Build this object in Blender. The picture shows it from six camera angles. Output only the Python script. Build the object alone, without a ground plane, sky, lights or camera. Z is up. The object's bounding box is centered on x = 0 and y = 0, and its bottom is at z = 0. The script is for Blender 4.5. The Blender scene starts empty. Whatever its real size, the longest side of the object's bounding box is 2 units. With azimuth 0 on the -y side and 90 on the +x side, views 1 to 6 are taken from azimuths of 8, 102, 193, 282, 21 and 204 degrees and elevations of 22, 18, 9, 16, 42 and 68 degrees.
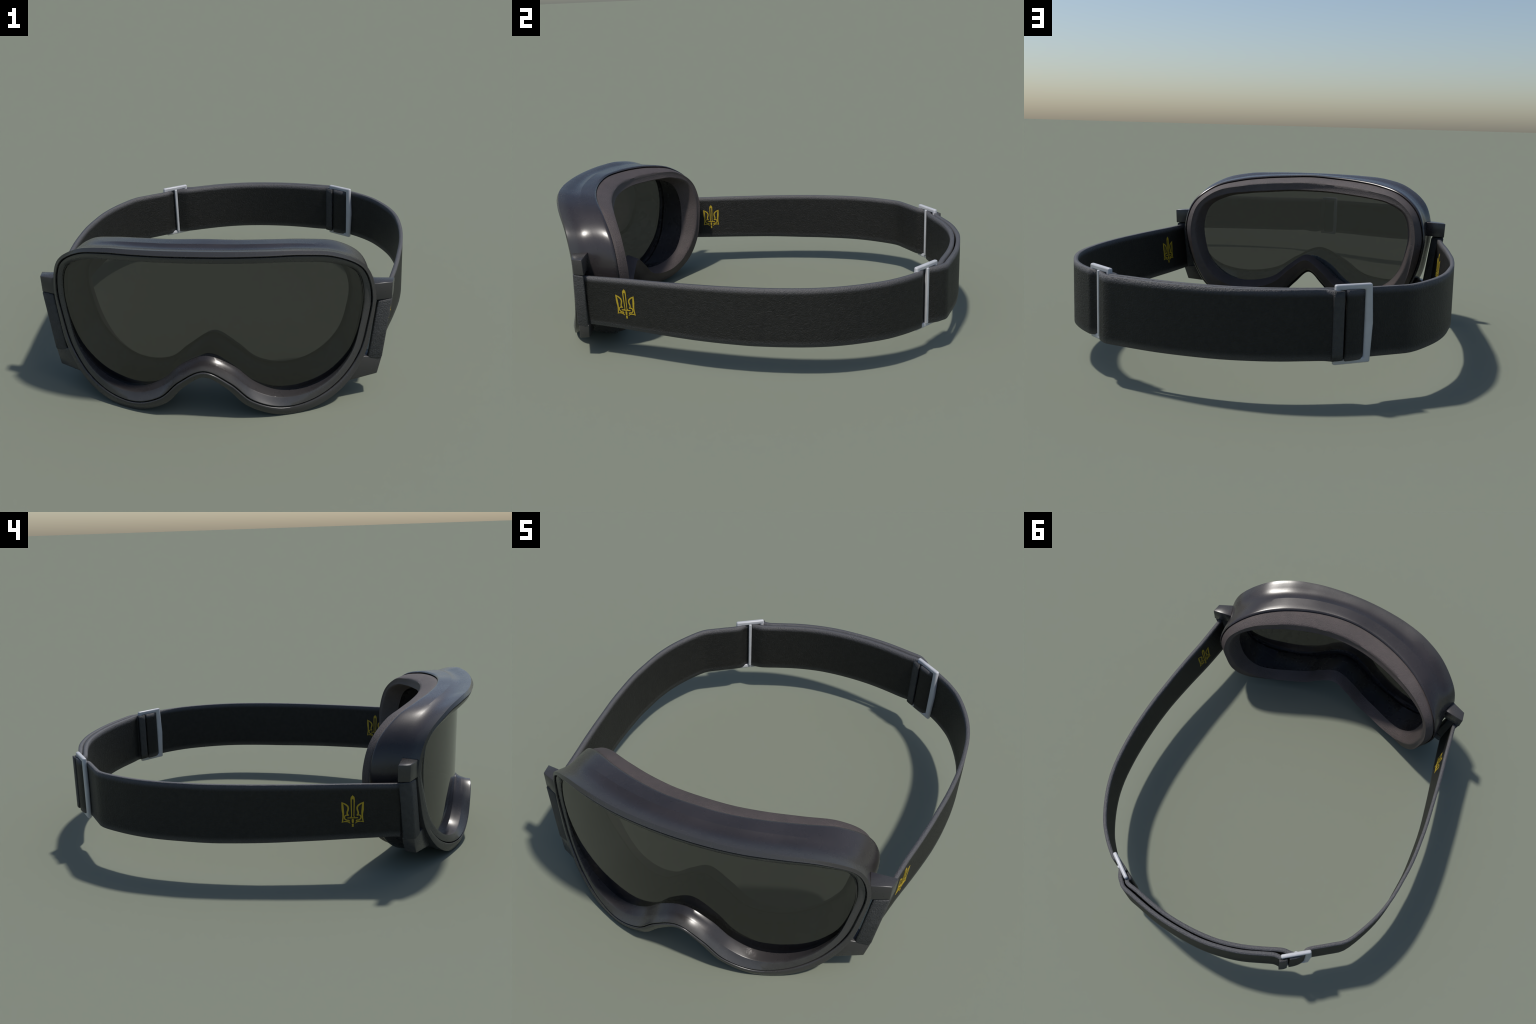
import bpy, bmesh, math
from mathutils import Vector

# ------------------------------------------------------------------ helpers
def link(ob, parent=None):
    bpy.context.scene.collection.objects.link(ob)
    if parent is not None:
        ob.parent = parent
    return ob

def mesh_object(name, verts, faces, mat, parent, smooth_angle=40.0):
    me = bpy.data.meshes.new(name)
    me.from_pydata([tuple(v) for v in verts], [], faces)
    bm = bmesh.new(); bm.from_mesh(me)
    bmesh.ops.remove_doubles(bm, verts=bm.verts, dist=1e-5)
    bmesh.ops.recalc_face_normals(bm, faces=bm.faces)
    bm.to_mesh(me); bm.free()
    me.materials.append(mat)
    ob = bpy.data.objects.new(name, me)
    link(ob, parent)
    if smooth_angle:
        me.shade_smooth()
        me.set_sharp_from_angle(angle=math.radians(smooth_angle))
    return ob

def bevel(ob, width, segments=2, angle=30):
    m = ob.modifiers.new("edge_rounding", 'BEVEL')
    m.width = width; m.segments = segments
    m.limit_method = 'ANGLE'; m.angle_limit = math.radians(angle)
    m.harden_normals = False
    return ob

def catmull_closed(c, n):
    out = []; m = len(c)
    for i in range(m):
        p0, p1, p2, p3 = c[i-1], c[i], c[(i+1) % m], c[(i+2) % m]
        for k in range(n):
            t = k/n
            out.append(0.5*((2*p1)+(p2-p0)*t+(2*p0-5*p1+4*p2-p3)*t*t+(3*p1-p0-3*p2+p3)*t**3))
    return out

def catmull_open(c, n):
    out = []; m = len(c)
    for i in range(m-1):
        p0 = c[i-1] if i else c[0]*2-c[1]
        p1, p2 = c[i], c[i+1]
        p3 = c[i+2] if i+2 < m else c[-1]*2-c[-2]
        for k in range(n):
            t = k/n
            out.append(0.5*((2*p1)+(p2-p0)*t+(2*p0-5*p1+4*p2-p3)*t*t+(3*p1-p0-3*p2+p3)*t**3))
    out.append(c[-1])
    return out

# ------------------------------------------------------------------ materials
def new_mat(name):
    m = bpy.data.materials.new(name); m.use_nodes = True
    nt = m.node_tree; nt.nodes.clear()
    out = nt.nodes.new('ShaderNodeOutputMaterial')
    b = nt.nodes.new('ShaderNodeBsdfPrincipled')
    nt.links.new(b.outputs[0], out.inputs[0])
    return m, nt, b

def noise(nt, scale, detail=4, rough=0.6, coords=None):
    n = nt.nodes.new('ShaderNodeTexNoise')
    n.inputs['Scale'].default_value = scale
    n.inputs['Detail'].default_value = detail
    n.inputs['Roughness'].default_value = rough
    nt.links.new(coords.outputs['Object'] if hasattr(coords, 'outputs') and 'Object' in coords.outputs else coords, n.inputs['Vector'])
    return n

def ramp(nt, src, stops):
    r = nt.nodes.new('ShaderNodeValToRGB')
    e = r.color_ramp.elements
    e[0].position, e[0].color = stops[0][0], (*stops[0][1], 1)
    e[1].position, e[1].color = stops[1][0], (*stops[1][1], 1)
    for p, c in stops[2:]:
        x = e.new(p); x.color = (*c, 1)
    nt.links.new(src, r.inputs[0])
    return r

def bump(nt, b, src, strength, dist):
    bp = nt.nodes.new('ShaderNodeBump')
    bp.inputs['Strength'].default_value = strength
    bp.inputs['Distance'].default_value = dist
    nt.links.new(src, bp.inputs['Height'])
    nt.links.new(bp.outputs[0], b.inputs['Normal'])
    return bp

def plastic(name, c0, c1, r0, r1, rub=None, reach=0.060):
    m, nt, b = new_mat(name)
    tc = nt.nodes.new('ShaderNodeTexCoord')
    n = noise(nt, 6, 5, 0.6, tc)
    rp = ramp(nt, n.outputs['Fac'], [(0.35, c0), (0.65, c1)])
    col = rp.outputs[0]
    if rub:
        # rubbed, paler plastic along the exposed front rim: depth behind the bowed front of the mask
        sep = nt.nodes.new('ShaderNodeSeparateXYZ'); nt.links.new(tc.outputs['Object'], sep.inputs[0])
        def calc(op, x, y):
            k = nt.nodes.new('ShaderNodeMath'); k.operation = op
            for i, q in enumerate((x, y)):
                if isinstance(q, (int, float)): k.inputs[i].default_value = q
                else: nt.links.new(q, k.inputs[i])
            return k.outputs[0]
        x2 = calc('MULTIPLY', sep.outputs['X'], sep.outputs['X'])
        bow = calc('MULTIPLY', x2, calc('ADD', calc('MULTIPLY', x2, 0.451), 0.347))
        depth = calc('ADD', calc('SUBTRACT', sep.outputs['Y'], bow), 0.99)
        nz = noise(nt, 30, 4, 0.7, tc)
        depth = calc('ADD', depth, calc('MULTIPLY', calc('SUBTRACT', nz.outputs['Fac'], 0.5), 0.02))
        rg = nt.nodes.new('ShaderNodeMapRange'); rg.interpolation_type = 'SMOOTHSTEP'
        rg.inputs['From Min'].default_value = 0.008; rg.inputs['From Max'].default_value = reach
        rg.inputs['To Min'].default_value = 1; rg.inputs['To Max'].default_value = 0
        nt.links.new(depth, rg.inputs['Value'])
        mx = nt.nodes.new('ShaderNodeMix'); mx.data_type = 'RGBA'
        nt.links.new(rg.outputs[0], mx.inputs['Factor'])
        nt.links.new(col, mx.inputs['A']); mx.inputs['B'].default_value = (*rub, 1)
        col = mx.outputs['Result']
    nt.links.new(col, b.inputs['Base Color'])
    mr = nt.nodes.new('ShaderNodeMapRange')
    mr.inputs['To Min'].default_value = r0; mr.inputs['To Max'].default_value = r1
    n2 = noise(nt, 14, 4, 0.6, tc)
    nt.links.new(n2.outputs['Fac'], mr.inputs['Value'])
    nt.links.new(mr.outputs[0], b.inputs['Roughness'])
    f = noise(nt, 240, 2, 0.5, tc)
    bump(nt, b, f.outputs['Fac'], 0.05, 0.001)
    return m

MAT_FRAME = plastic("frame_plastic", (0.0255, 0.0225, 0.0235), (0.033, 0.0285, 0.0295), 0.24, 0.31, (0.043, 0.0415, 0.041))
MAT_RETAINER = plastic("retainer_plastic", (0.024, 0.0215, 0.0215), (0.031, 0.028, 0.0275), 0.24, 0.31, (0.050, 0.049, 0.048), 0.034)

def foam_mat():
    m, nt, b = new_mat("face_foam")
    tc = nt.nodes.new('ShaderNodeTexCoord')
    n = noise(nt, 9, 5, 0.65, tc)
    rp = ramp(nt, n.outputs['Fac'], [(0.32, (0.056, 0.045, 0.043)), (0.68, (0.080, 0.062, 0.059))])
    nt.links.new(rp.outputs[0], b.inputs['Base Color'])
    b.inputs['Roughness'].default_value = 0.62
    f = noise(nt, 160, 4, 0.7, tc)
    bump(nt, b, f.outputs['Fac'], 0.8, 0.004)
    return m
MAT_FOAM = foam_mat()

def strap_mat(name, dark, light, worn):
    """dark webbing; borders rubbed lighter where worn is set"""
    m, nt, b = new_mat(name)
    tc = nt.nodes.new('ShaderNodeTexCoord')
    n = noise(nt, 45, 5, 0.65, tc)
    rp = ramp(nt, n.outputs['Fac'], [(0.3, dark), (0.7, light)])
    col = rp.outputs[0]
    if worn:
        sep = nt.nodes.new('ShaderNodeSeparateXYZ')
        nt.links.new(tc.outputs['Object'], sep.inputs[0])
        def rng(src, a0, a1, b0, b1, kind='LINEAR'):
            r = nt.nodes.new('ShaderNodeMapRange'); r.interpolation_type = kind
            r.inputs['From Min'].default_value = a0; r.inputs['From Max'].default_value = a1
            r.inputs['To Min'].default_value = b0; r.inputs['To Max'].default_value = b1
            nt.links.new(src, r.inputs['Value']); return r.outputs[0]
        def math(op, x, y):
            k = nt.nodes.new('ShaderNodeMath'); k.operation = op
            for i, q in enumerate((x, y)):
                if isinstance(q, (int, float)): k.inputs[i].default_value = q
                else: nt.links.new(q, k.inputs[i])
            return k.outputs[0]
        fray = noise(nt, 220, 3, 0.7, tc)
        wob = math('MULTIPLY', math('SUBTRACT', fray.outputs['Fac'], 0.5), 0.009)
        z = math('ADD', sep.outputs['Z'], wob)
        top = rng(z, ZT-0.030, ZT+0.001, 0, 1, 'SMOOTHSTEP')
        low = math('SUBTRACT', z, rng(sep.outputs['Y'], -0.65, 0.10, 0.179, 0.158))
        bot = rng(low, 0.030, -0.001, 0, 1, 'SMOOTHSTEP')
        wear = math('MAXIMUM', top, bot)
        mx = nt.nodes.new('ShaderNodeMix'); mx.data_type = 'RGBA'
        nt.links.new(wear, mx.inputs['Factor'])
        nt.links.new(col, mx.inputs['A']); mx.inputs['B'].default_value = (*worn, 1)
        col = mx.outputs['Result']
    nt.links.new(col, b.inputs['Base Color'])
    b.inputs['Roughness'].default_value = 0.55
    b.inputs['Specular IOR Level'].default_value = 0.32
    # leathery grain: fine noise plus distorted wrinkles
    f = noise(nt, 170, 3, 0.6, tc)
    w = nt.nodes.new('ShaderNodeTexNoise')
    w.inputs['Scale'].default_value = 90; w.inputs['Detail'].default_value = 2
    w.inputs['Distortion'].default_value = 1.2
    nt.links.new(tc.outputs['Object'], w.inputs['Vector'])
    add = nt.nodes.new('ShaderNodeMath'); add.operation = 'ADD'
    nt.links.new(f.outputs['Fac'], add.inputs[0]); nt.links.new(w.outputs['Fac'], add.inputs[1])
    bump(nt, b, add.outputs[0], 0.8, 0.0035)
    return m
ZT, THICK = 0.422, 0.0175        # top edge height and thickness of the webbing
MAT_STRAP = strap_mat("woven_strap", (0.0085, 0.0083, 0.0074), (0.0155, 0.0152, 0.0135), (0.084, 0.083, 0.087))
MAT_LOOP = strap_mat("paler_webbing", (0.036, 0.0365, 0.037), (0.052, 0.0525, 0.053), None)  # paler grey version of the strap colour, used on the loops and folded ends

def buckle_mat():
    m, nt, b = new_mat("painted_metal")
    tc = nt.nodes.new('ShaderNodeTexCoord')
    n = noise(nt, 20, 3, 0.5, tc)
    rp = ramp(nt, n.outputs['Fac'], [(0.3, (0.44, 0.445, 0.46)), (0.7, (0.50, 0.505, 0.52))])
    nt.links.new(rp.outputs[0], b.inputs['Base Color'])
    b.inputs['Roughness'].default_value = 0.35
    return m
MAT_BUCKLE = buckle_mat()

def emblem_mat():
    m, nt, b = new_mat("yellow_print")
    tc = nt.nodes.new('ShaderNodeTexCoord')
    n = noise(nt, 90, 3, 0.5, tc)
    rp = ramp(nt, n.outputs['Fac'], [(0.3, (0.35, 0.245, 0.008)), (0.7, (0.44, 0.31, 0.012))])
    nt.links.new(rp.outputs[0], b.inputs['Base Color'])
    b.inputs['Roughness'].default_value = 0.6
    return m
MAT_EMBLEM = emblem_mat()

def lens_mat():
    m, nt, b = new_mat("smoked_lens")
    tc = nt.nodes.new('ShaderNodeTexCoord')
    n = noise(nt, 2.5, 2, 0.5, tc)
    rp = ramp(nt, n.outputs['Fac'], [(0.3, (0.094, 0.095, 0.097)), (0.7, (0.096, 0.097, 0.099))])
    nt.links.new(rp.outputs[0], b.inputs['Base Color'])
    b.inputs['Roughness'].default_value = 0.015
    b.inputs['IOR'].default_value = 1.7
    b.inputs['Transmission Weight'].default_value = 1.0
    return m
MAT_LENS = lens_mat()

# ------------------------------------------------------------------ root
root = bpy.data.objects.new("goggles", None)
link(root)
root["label"] = "black ski goggles with smoked lens and adjustable elastic strap"
root["category"] = "goggles"

# ------------------------------------------------------------------ mask outlines
# Half outlines, from top centre round the +x side to the nose, mirrored in x.
SUB = 8
def outline(xz, ys):
    h = [Vector((x, y, z)) for (x, z), y in zip(xz, ys)]
    full = h + [Vector((-p.x, p.y, p.z)) for p in reversed(h[1:-1])]
    return full

GROOVE = outline(
    [(0, .709), (.132, .708), (.265, .706), (.396, .699), (.524, .670), (.630, .593), (.667, .468), (.651, .338),
     (.616, .211), (.538, .109), (.430, .051), (.308, .041), (.193, .084), (.106, .166), (0, .220)],
    [-.989, -.983, -.964, -.926, -.865, -.790, -.757, -.769, -.793, -.844, -.903, -.954, -.983, -.995, -.999])
SEAM = outline(
    [(0, .729), (.132, .723), (.264, .714), (.396, .697), (.521, .661), (.621, .577), (.661, .453), (.648, .323),
     (.609, .199), (.546, .086), (.425, .011), (.255, .008), (.146, .044), (.076, .107), (0, .172)],
    [-.824, -.813, -.779, -.724, -.649, -.577, -.546, -.553, -.574, -.613, -.678, -.748, -.783, -.797, -.802])
FOAM_OUT = outline(
    [(0, .692), (.125, .687), (.249, .679), (.372, .665), (.493, .638), (.588, .560), (.619, .442), (.607, .322),
     (.579, .204), (.519, .097), (.412, .028), (.275, .030), (.158, .073), (.084, .148), (0, .207)],
    [-.745, -.735, -.706, -.660, -.601, -.542, -.514, -.516, -.532, -.575, -.644, -.704, -.727, -.733, -.736])
FOAM_IN = outline(
    [(0, .646), (.115, .644), (.229, .636), (.342, .627), (.454, .611), (.554, .559), (.591, .454), (.579, .343),
     (.545, .237), (.480, .147), (.383, .096), (.273, .096), (.171, .132), (.091, .205), (0, .262)],
    [-.736, -.728, -.703, -.664, -.614, -.558, -.527, -.524, -.538, -.573, -.620, -.661, -.683, -.692, -.696])
RETAIN = outline(
    [(0, .682), (.128, .681), (.257, .678), (.385, .670), (.507, .642), (.611, .578), (.638, .460), (.622, .339),
     (.588, .222), (.511, .129), (.406, .081), (.292, .078), (.187, .121), (.100, .193), (0, .234)],
    [-.977, -.971, -.952, -.915, -.853, -.782, -.762, -.778, -.805, -.852, -.902, -.935, -.951, -.955, -.955])
def both_halves(v):
    return list(v) + list(reversed(v[1:-1]))
RIM_WIDTH = both_halves([.023, .023, .022, .021, .018, .017, .018, .021, .027, .034, .039, .039, .036, .031, .029])
VALLEY = both_halves([.008, .008, .008, .009, .011, .012, .012, .012, .011, .010, .010, .010, .010, .010, .010])
FLARE = both_halves([0, 0, 0, .35, .8, 1, 1, 1, 1, 1, 1, 1, 1, 1, 1])     # 0: creased flat band, 1: one smooth hollow
LENS_INSET = both_halves([-.008, -.008, -.008, -.008, -.007, -.006, -.004, -.003, -.002, -.002, -.003, -.006, -.013, -.018, -.020])
FOAM_INSET = both_halves([-.010, -.010, -.010, -.010, -.013, -.018, -.021, -.020, -.020, -.028, -.034, -.030, -.025, -.020, -.020])
FOAM_DEPTH = both_halves([-.070, -.070, -.070, -.072, -.078, -.086, -.092, -.088, -.078, -.062, -.056, -.056, -.060, -.060, -.060])

def lens_y(x):
    return -0.922 + 0.42*x*x - 0.08*x**4

def offset(ring, d, dy=0.0):
    """move a ring outward (positive d) in the x-z plane, and by dy along y"""
    m = len(ring); out = []
    for i in range(m):
        a, b = ring[i-1], ring[(i+1) % m]
        t = Vector((b.x-a.x, 0, b.z-a.z)).normalized()
        n = Vector((-t.z, 0, t.x))          # clockwise ring seen from -y -> outward
        k = d[i] if isinstance(d, (list, tuple)) else d
        out.append(ring[i] + n*k + Vector((0, dy[i] if isinstance(dy, (list, tuple)) else dy, 0)))
    return out

def mix(a, b, f):
    return [p.lerp(q, f) for p, q in zip(a, b)]

def fine(ring):
    return catmull_closed(ring, SUB)

def loft(rings, closed_profile=True):
    verts = []; faces = []
    R = [fine(r) for r in rings]
    n = len(R[0])
    for r in R: verts += r
    m = len(R)
    for j in range(m if closed_profile else m-1):
        a = j*n; b = ((j+1) % m)*n
        for i in range(n):
            k = (i+1) % n
            faces.append((a+i, a+k, b+k, b+i))
    return verts, faces

RIM = offset(GROOVE, RIM_WIDTH, 0.009)

def shell(f, d):
    """ring on the outer wall between the front rim and the foam seam"""
    return offset(mix(RIM, SEAM, f), d)

def hollow(f, banded, smooth):
    """ring on the hollowed wall: depth as a share of VALLEY for the banded top and the smooth sides"""
    return shell(f, [-v*(banded*(1-k) + smooth*k) for v, k in zip(VALLEY, FLARE)])

LENS_EDGE = [Vector((p.x, lens_y(p.x), p.z)) for p in offset(RETAIN, LENS_INSET)]
FOAM_FRONT = offset(FOAM_IN, FOAM_INSET, FOAM_DEPTH)

# ---- frame -----------------------------------------------------------------
frame_rings = [
    offset(GROOVE, 0.004, 0.026),
    offset(GROOVE, 0.0020, 0.004),
    offset(GROOVE, 0.0027, 0.0008),
    offset(GROOVE, 0.0060, -0.0010),
    offset(mix(GROOVE, RIM, 0.55), 0.0, -0.0015),
    offset(mix(GROOVE, RIM, 0.86), 0.0, -0.0010),
    offset(RIM, 0.0, 0.0005),
    hollow(0.035, 0.02, 0.05), hollow(0.10, 0.15, 0.25), hollow(0.20, 0.55, 0.62), hollow(0.30, 0.90, 0.92),
    hollow(0.37, 1.0, 1.0), hollow(0.44, 0.90, 0.97), hollow(0.52, 0.48, 0.86), hollow(0.585, 0.0, 0.72),
    hollow(0.70, 0.0, 0.42), hollow(0.82, 0.0, 0.18), hollow(0.93, 0.0, 0.04),
    shell(0.975, -0.0008), shell(0.993, -0.003), offset(SEAM, -0.006, 0.001),
    offset(SEAM, -0.010, -0.002),
    offset(SEAM, -0.012, -0.030),
    offset(FOAM_FRONT, 0.010, 0.0),
    offset([Vector((p.x, lens_y(p.x), p.z)) for p in mix(RETAIN, FOAM_FRONT, 0.25)], 0.003, 0.035),
    offset([Vector((p.x, lens_y(p.x), p.z)) for p in RETAIN], 0.004, 0.026),
]
CREASE = 14
v, f = loft(frame_rings)
frame = mesh_object("frame", v, f, MAT_FRAME, root, 50)
def crease_ring(ob, j, test=lambda c: True, n=28*SUB):
    """hard shading edge along ring j of a loft"""
    att = ob.data.attributes["sharp_edge"].data if "sharp_edge" in ob.data.attributes else ob.data.attributes.new("sharp_edge", 'BOOLEAN', 'EDGE').data
    vs = ob.data.vertices
    for e in ob.data.edges:
        if all(j*n <= k < (j+1)*n and test(vs[k].co) for k in e.vertices):
            att[e.index].value = True
crease_ring(frame, CREASE, lambda c: c.z > 0.6 and abs(c.x) < 0.45)

# ---- lens retainer ------------------------------------------------------------
ret_rings = [
    offset(GROOVE, -0.003, 0.030),
    offset(GROOVE, -0.0020, 0.006),
    offset(GROOVE, -0.0032, 0.0030),
    offset(GROOVE, -0.0065, 0.0025),
    mix(GROOVE, RETAIN, 0.55),
    mix(GROOVE, RETAIN, 0.90),
    offset(RETAIN, 0.000, 0.001),
    offset(RETAIN, -0.0012, 0.005),
    mix(offset(RETAIN, -0.0015, 0.008), LENS_EDGE, 0.5),
    offset(LENS_EDGE, 0.0, -0.003),
    offset(LENS_EDGE, -0.0005, 0.016),
    offset([Vector((p.x, lens_y(p.x), p.z)) for p in RETAIN], 0.010, 0.022),
]
v, f = loft(ret_rings)
retainer = mesh_object("lens_retainer", v, f, MAT_RETAINER, root, 40)

crease_ring(retainer, 6)

# ---- lens: curved sheet, cylinder about a vertical axis ------------------------
def lens():
    edge = fine(offset(LENS_EDGE, 0.003))
    n = len(edge); verts = []; faces = []
    steps = 16; cz = 0.45
    th = 0.004
    for side in (0, 1):
        base = len(verts)
        for j in range(steps):
            k = 1 - j/steps
            for p in edge:
                x = p.x*k; z = cz + (p.z-cz)*k
                verts.append(Vector((x, lens_y(x) + th*side, z)))
        verts.append(Vector((0, lens_y(0) + th*side, cz)))
        for j in range(steps-1):
            for i in range(n):
                a = base+j*n; b = a+n; q = (i+1) % n
                faces.append((a+i, a+q, b+q, b+i))
        a = base+(steps-1)*n; c = base+steps*n
        for i in range(n):
            faces.append((a+i, a+(i+1) % n, c))
    half = steps*n+1
    for i in range(n):
        q = (i+1) % n
        faces.append((i, q, half+q, half+i))
    return mesh_object("lens", verts, faces, MAT_LENS, root, 50)
lens()

# ---- foam face padding --------------------------------------------------------
foam_rings = [
    offset(SEAM, -0.0135, -0.028),
    offset(SEAM, -0.0130, 0.000),
    mix(offset(SEAM, -0.010, 0.0), FOAM_OUT, 0.12),
    mix(offset(SEAM, -0.008, 0.0), FOAM_OUT, 0.35),
    mix(offset(SEAM, -0.008, 0.0), FOAM_OUT, 0.70),
    mix(offset(SEAM, -0.008, 0.0), FOAM_OUT, 0.93),
    offset(FOAM_OUT, -0.004, 0.003),
    mix(FOAM_OUT, FOAM_IN, 0.35), mix(FOAM_OUT, FOAM_IN, 0.70),
    offset(FOAM_IN, 0.004, 0.001),
    offset(FOAM_IN, 0.000, -0.004),
    mix(FOAM_IN, FOAM_FRONT, 0.2),
    mix(FOAM_IN, FOAM_FRONT, 0.6),
    FOAM_FRONT,
    offset(FOAM_FRONT, 0.011, 0.003),
]
v, f = loft(foam_rings)
mesh_object("foam_padding", v, f, MAT_FOAM, root, 55)

# ---- strap lugs: blocks on the sides of the frame ------------------------------
def block(name, top, bottom, mat, parent, width=0.004, seg=2, smooth=180):
    """hexahedron from 4 top and 4 bottom corners"""
    verts = [Vector(p) for p in top+bottom]
    faces = [(0, 1, 2, 3), (7, 6, 5, 4), (0, 4, 5, 1), (1, 5, 6, 2), (2, 6, 7, 3), (3, 7, 4, 0)]
    ob = mesh_object(name, verts, faces, mat, parent, smooth)
    return bevel(ob, width, seg)

def mirror(pts, s):
    return [(p[0]*s, p[1], p[2]) for p in pts]

for s in (1, -1):
    up_t = [(.676, -.748, .512), (.752, -.718, .508), (.762, -.667, .508), (.655, -.680, .512)]
    up_b = [(.676, -.752, .438), (.751, -.717, .434), (.758, -.666, .434), (.655, -.680, .438)]
    block("strap_lug", mirror(up_t, s), mirror(up_b, s), MAT_FRAME, frame, 0.003)
    lo_t = [(.625, -.778, .192), (.714, -.737, .173), (.716, -.688, .175), (.625, -.700, .190)]
    lo_b = [(.560, -.806, .085), (.695, -.749, .099), (.696, -.700, .106), (.560, -.735, .090)]
    block("strap_lug", mirror(lo_t, s), mirror(lo_b, s), MAT_FRAME, frame, 0.003)

# ------------------------------------------------------------------ strap
def strap_bottom(y):
    # webbing stands a little taller towards the back of the head
    t = min(max((y+0.65)/0.75, 0), 1)
    return 0.179 - 0.021*t
strap = bpy.data.objects.new("strap", None); link(strap, root)

def lean(y):
    """outward lean of the band per metre of height: it follows the sloping lug bar at the temple"""
    return 0.115*min(max((-0.15-y)/0.51, 0), 1)

def ribbon(name, path, parent=strap, zt=None, zb=None, thick=THICK, sub=3, mat=None, twist=False):
    P = catmull_open([Vector((x, y, 0)) for x, y in path], sub)
    n = len(P); verts = []; faces = []
    # pillow-soft edges: one loop close to each border, smooth normals across it
    fr = [0.0, 0.10, 0.5, 0.90, 1.0]
    rows = len(fr)
    for i, p in enumerate(P):
        a = P[max(i-1, 0)]; b = P[min(i+1, n-1)]
        t = (b-a).normalized(); nrm = Vector((t.y, -t.x, 0))
        top = ZT if zt is None else zt
        bot = strap_bottom(p.y) if zb is None else zb
        sgn = 1 if p.x > 0 else -1
        def put(off, z):
            dx = sgn*lean(p.y)*(z-0.305) if twist else 0
            verts.append(p + nrm*off + Vector((dx, 0, z)))
        for k in fr: put(thick/2, bot + (top-bot)*k)
        for k in fr: put(-thick/2, top - (top-bot)*k)
    m = 2*rows
    for i in range(n-1):
        for k in range(m):
            q = (k+1) % m
            faces.append((i*m+k, i*m+q, (i+1)*m+q, (i+1)*m+k))
    faces.append(tuple(range(m))); faces.append(tuple((n-1)*m+k for k in reversed(range(m))))
    return mesh_object(name, verts, faces, mat or MAT_STRAP, parent, 100)

def inset_path(pts, d):
    """shift an ordered plan polyline to its left by d"""
    V = [Vector((x, y)) for x, y in pts]; out = []
    for i, p in enumerate(V):
        a = V[max(i-1, 0)]; b = V[min(i+1, len(V)-1)]
        t = (b-a).normalized()
        out.append((p.x - t.y*d, p.y + t.x*d))
    return out

# buckle frames: s runs from the temple end to the nape end, p points away from the head
BUCK_L = 0.152
def buckle_point(side, s, p):
    ox, oy = 0.560, 0.795
    dx, dy = -0.807, 0.590
    nx, ny = 0.590, 0.807
    return (side*(ox + dx*s + nx*p), oy + dy*s + ny*p)
def bp(side, pts):
    """threaded strap pieces: the left buckle is threaded the other way round"""
    return [buckle_point(side, s, p*side) for s, p in pts]

# outer faces of the side runs; the two sides sag slightly differently
SIDE_OUT = {
    1: [(.723, -.680), (.727, -.650), (.752, -.490), (.779, -.352), (.803, -.210), (.822, -.060), (.830, .060), (.832, .150),
        (.829, .250), (.818, .365), (.794, .472), (.755, .574), (.706, .668)],
    -1: [(.728, -.680), (.732, -.650), (.758, -.495), (.784, -.357), (.806, -.220), (.825, -.080), (.834, .050), (.837, .150),
         (.832, .240), (.820, .360), (.795, .470), (.755, .575), (.706, .668)]}
h = THICK/2
side_c = {k: inset_path(v, h) for k, v in SIDE_OUT.items()}
# +x side: passes outside the buckle's front bar, then dives through the slot
right_c = side_c[1] + inset_path([(.662, .727), (.617, .775), (.575, .812)], h) + bp(1, [(.020, .014), (.034, .004), (.055, -.006), (.085, -.011), (.110, -.011)])
left_c = [(-x, y) for x, y in side_c[-1]] + [(-.640, .713)] + bp(-1, [(-.022, .019), (.004, .018), (.020, .014), (.034, .004), (.055, -.006), (.085, -.011), (.110, -.011)])
ribbon("side_band", right_c, twist=True)
ribbon("side_band", left_c, twist=True)

# two overlapping layers across the nape
OUTER = [(.374, .953), (.305, .970), (.206, .989), (.083, 1.0), (-.043, 1.0), (-.154, .984), (-.254, .958), (-.347, .921)]
INNER = [(.362, .903), (.272, .925), (.180, .942), (.083, .951), (-.022, .952), (-.131, .941), (-.241, .913), (-.336, .877)]
h2 = 0.0102
outer_c = bp(1, [(.089, .004), (.102, .012), (.125, .024), (.152, .029), (.184, .031)]) + inset_path(OUTER, h2) \
    + bp(-1, [(.188, .020), (.165, .008), (.148, -.006)])
inner_c = bp(1, [(.148, -.006), (.165, .004), (.186, .000)]) + inset_path(INNER, -h2) \
    + bp(-1, [(.192, .047), (.162, .040), (.132, .031), (.105, .014), (.089, .004)])
ribbon("nape_band", outer_c, zb=0.158, thick=2*h2)
ribbon("nape_band", inner_c, zb=0.158, thick=2*h2)
# folded end of the webbing at each buckle
for sd in (1, -1):
    ribbon("band_fold", bp(sd, [(.122, -.016), (.140, -.019), (.163, -.017)]), thick=0.014, zb=0.163, zt=0.420, mat=MAT_LOOP)

# sleeve where the band wraps the bar between two lugs
for s in (1, -1):
    t = [(.694, -.742, .433), (.752, -.722, .436), (.757, -.668, .431), (.690, -.690, .430)]
    b = [(.652, -.765, .172), (.714, -.744, .168), (.714, -.690, .160), (.654, -.705, .165)]
    block("band_loop", mirror(t, s), mirror(b, s), MAT_LOOP, strap, 0.008, 2)
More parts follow.
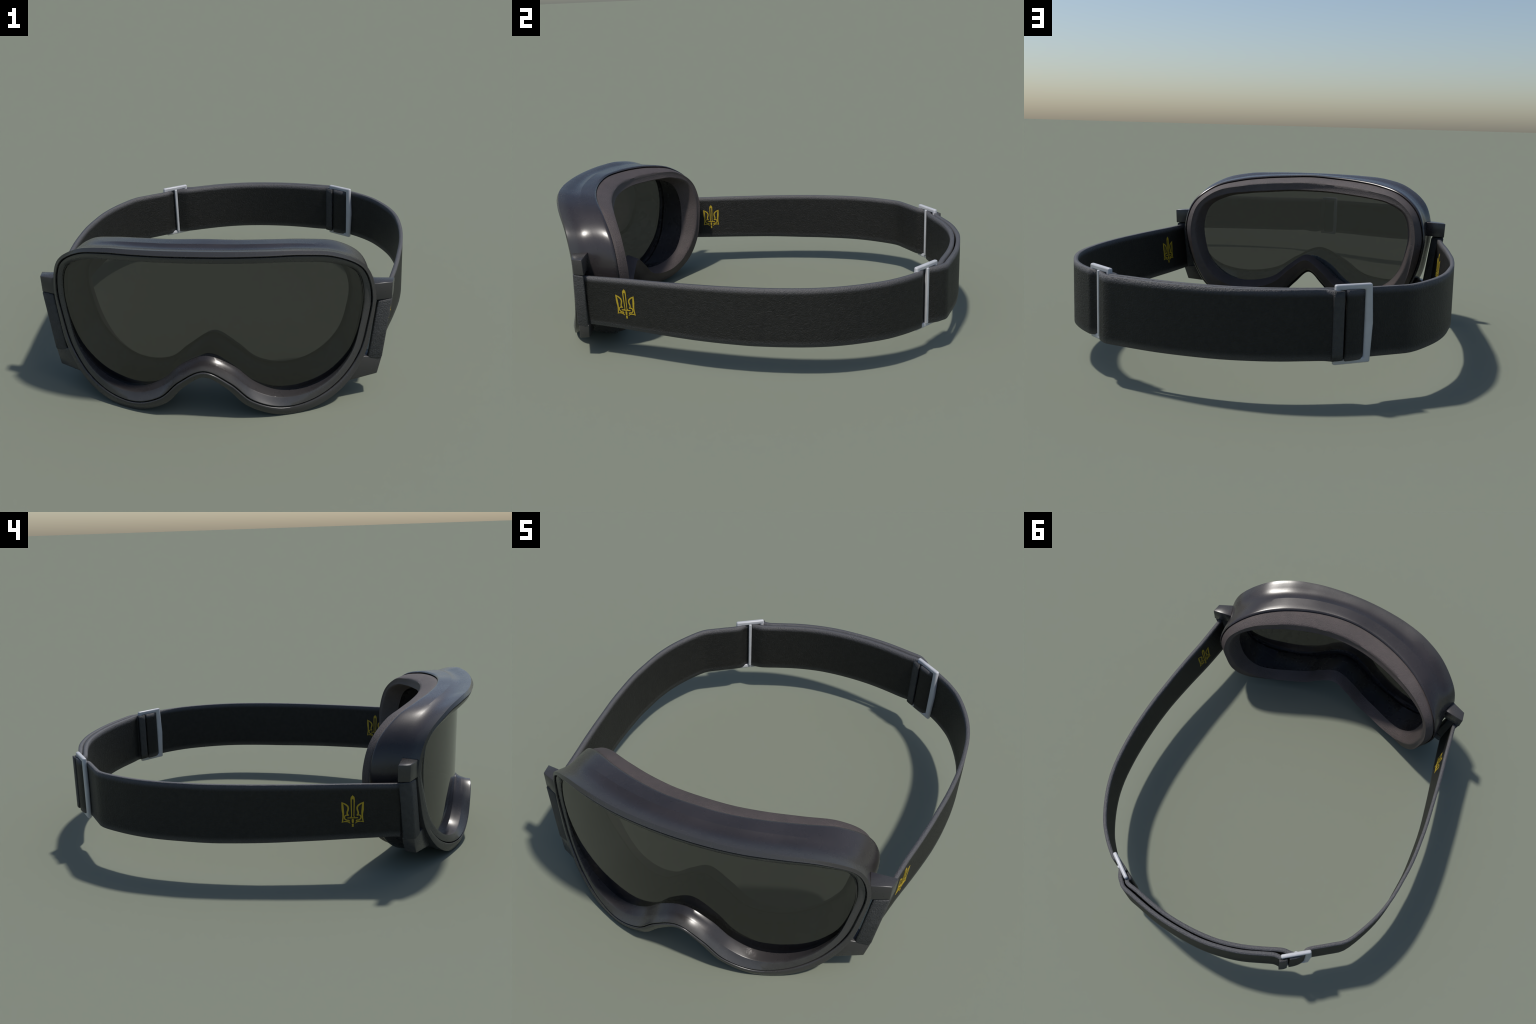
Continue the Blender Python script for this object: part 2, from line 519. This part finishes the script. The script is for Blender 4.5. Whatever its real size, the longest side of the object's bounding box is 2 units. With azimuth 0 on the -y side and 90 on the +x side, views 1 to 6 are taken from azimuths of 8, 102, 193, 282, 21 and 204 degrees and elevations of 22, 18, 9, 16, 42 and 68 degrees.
# ---- buckles ---------------------------------------------------------------------
def buckle(side):
    z0, z1, w = 0.142, 0.442, 0.022
    zm = (z0+z1)/2
    outer = [(0, z1), (BUCK_L, z1), (BUCK_L, z0), (0, z0), (-0.008, zm)]
    inner = [(.028, z1-w), (BUCK_L-w, z1-w), (BUCK_L-w, z0+w), (.028, z0+w), (.0275, zm)]
    d = 0.0100
    verts = []; faces = []
    def P(s, p, z):
        x, y = buckle_point(side, s, p*side); return Vector((x, y, z))
    for p in (-d, d):
        verts += [P(s, p, z) for s, z in outer] + [P(s, p, z) for s, z in inner]
    m = 5
    for i in range(m):
        q = (i+1) % m
        faces += [(i, q, m+q, m+i), (2*m+i, 3*m+i, 3*m+q, 2*m+q), (i, 2*m+i, 2*m+q, q), (m+i, m+q, 3*m+q, 3*m+i)]
    ob = mesh_object("buckle", verts, faces, MAT_BUCKLE, strap, 35)
    bevel(ob, 0.0075, 3)
    # thin centre bar the webbing hangs on
    c = 0.075
    t = [P(c-.008, .001, z1-w+.004), P(c+.007, .001, z1-w+.004), P(c+.007, .016, z1-w+.004), P(c-.008, .016, z1-w+.004)]
    b = [Vector((q.x, q.y, z0+w-.004)) for q in t]
    block("centre_bar", t, b, MAT_BUCKLE, ob, 0.003, 2, 40)
buckle(1); buckle(-1)

# ---- printed emblem: a sword in a trident outline ------------------------------------
def emblem(side, face):
    U = 1/8200.0
    strokes = []
    def both(pts):
        strokes.append(pts)
        strokes.append([(-x, y, w) for x, y, w in pts])
    # (x, y, width) in drawing units about the centre, y up
    both([(378, 340, 8), (352, 285, 70), (338, 60, 92), (322, -100, 74), (330, -240, 56), (352, -390, 44), (378, -425, 6)])
    both([(372, 330, 10), (280, 275, 55), (190, 205, 66), (152, 125, 66), (160, 40, 66), (185, -45, 62), (182, -110, 56), (140, -165, 48)])
    both([(140, -165, 40), (225, -152, 44), (275, -200, 48), (272, -280, 48), (215, -335, 46), (130, -352, 48), (118, -395, 42)])
    both([(375, -425, 10), (280, -392, 40), (165, -402, 44), (85, -462, 26)])
    both([(10, 555, 30), (46, 490, 54), (50, 300, 48), (44, 0, 40), (42, -195, 34), (72, -228, 30)])
    strokes.append([(0, 590, 6), (0, 495, 140), (0, 440, 90)])
    strokes.append([(-180, -255, 40), (180, -255, 40)])
    strokes.append([(0, -300, 70), (0, -350, 92), (0, -400, 80), (0, -445, 70)])
    strokes.append([(0, -480, 84), (0, -525, 74), (0, -545, 50), (0, -560, 80), (0, -590, 76)])
    yc, zc = -0.482, 0.303
    P = catmull_open([Vector((x, y)) for x, y in SIDE_OUT[side]], 6)
    def surf(a, z, lift):
        y = yc + a
        for i in range(len(P)-1):
            if P[i].y <= y <= P[i+1].y: break
        f = (y-P[i].y)/(P[i+1].y-P[i].y)
        q = P[i].lerp(P[i+1], f); t = (P[i+1]-P[i]).normalized(); n = Vector((t.y, -t.x))
        q = q + n*((lift) if face > 0 else (-THICK-lift))
        return Vector((side*(q.x + lean(q.y)*(zc+z-0.305)), q.y, zc+z))
    verts = []; faces = []
    for si, st in enumerate(strokes):
        pts = catmull_open([Vector(p) for p in st], 4) if len(st) > 3 else [Vector(p) for p in st]
        n = len(pts); base = len(verts)
        lift = 0.0008 + 0.00012*si
        for i, p in enumerate(pts):
            a = pts[max(i-1, 0)]; b = pts[min(i+1, n-1)]
            t = Vector((b.x-a.x, b.y-a.y)).normalized(); nn = Vector((-t.y, t.x))
            w = max(p.z*0.80, 4)/2
            for sg in (1, -1):
                x = (p.x + nn.x*w*sg)*U; y = (p.y + nn.y*w*sg)*U
                verts.append(surf(x, y, lift)); verts.append(surf(x, y, -0.0004))
        for i in range(n-1):
            a = base+4*i; b = a+4
            faces += [(a, b, b+2, a+2), (a+1, a+3, b+3, b+1), (a, a+1, b+1, b), (a+2, b+2, b+3, a+3)]
        e = base+4*(n-1)
        faces += [(base, base+2, base+3, base+1), (e, e+1, e+3, e+2)]
    me = bpy.data.meshes.new("emblem"); me.from_pydata([tuple(v) for v in verts], [], faces)
    bm = bmesh.new(); bm.from_mesh(me); bmesh.ops.recalc_face_normals(bm, faces=bm.faces); bm.to_mesh(me); bm.free()
    me.materials.append(MAT_EMBLEM)
    link(bpy.data.objects.new("emblem", me), strap)
for s in (1, -1):
    for fc in (1, -1):
        emblem(s, fc)
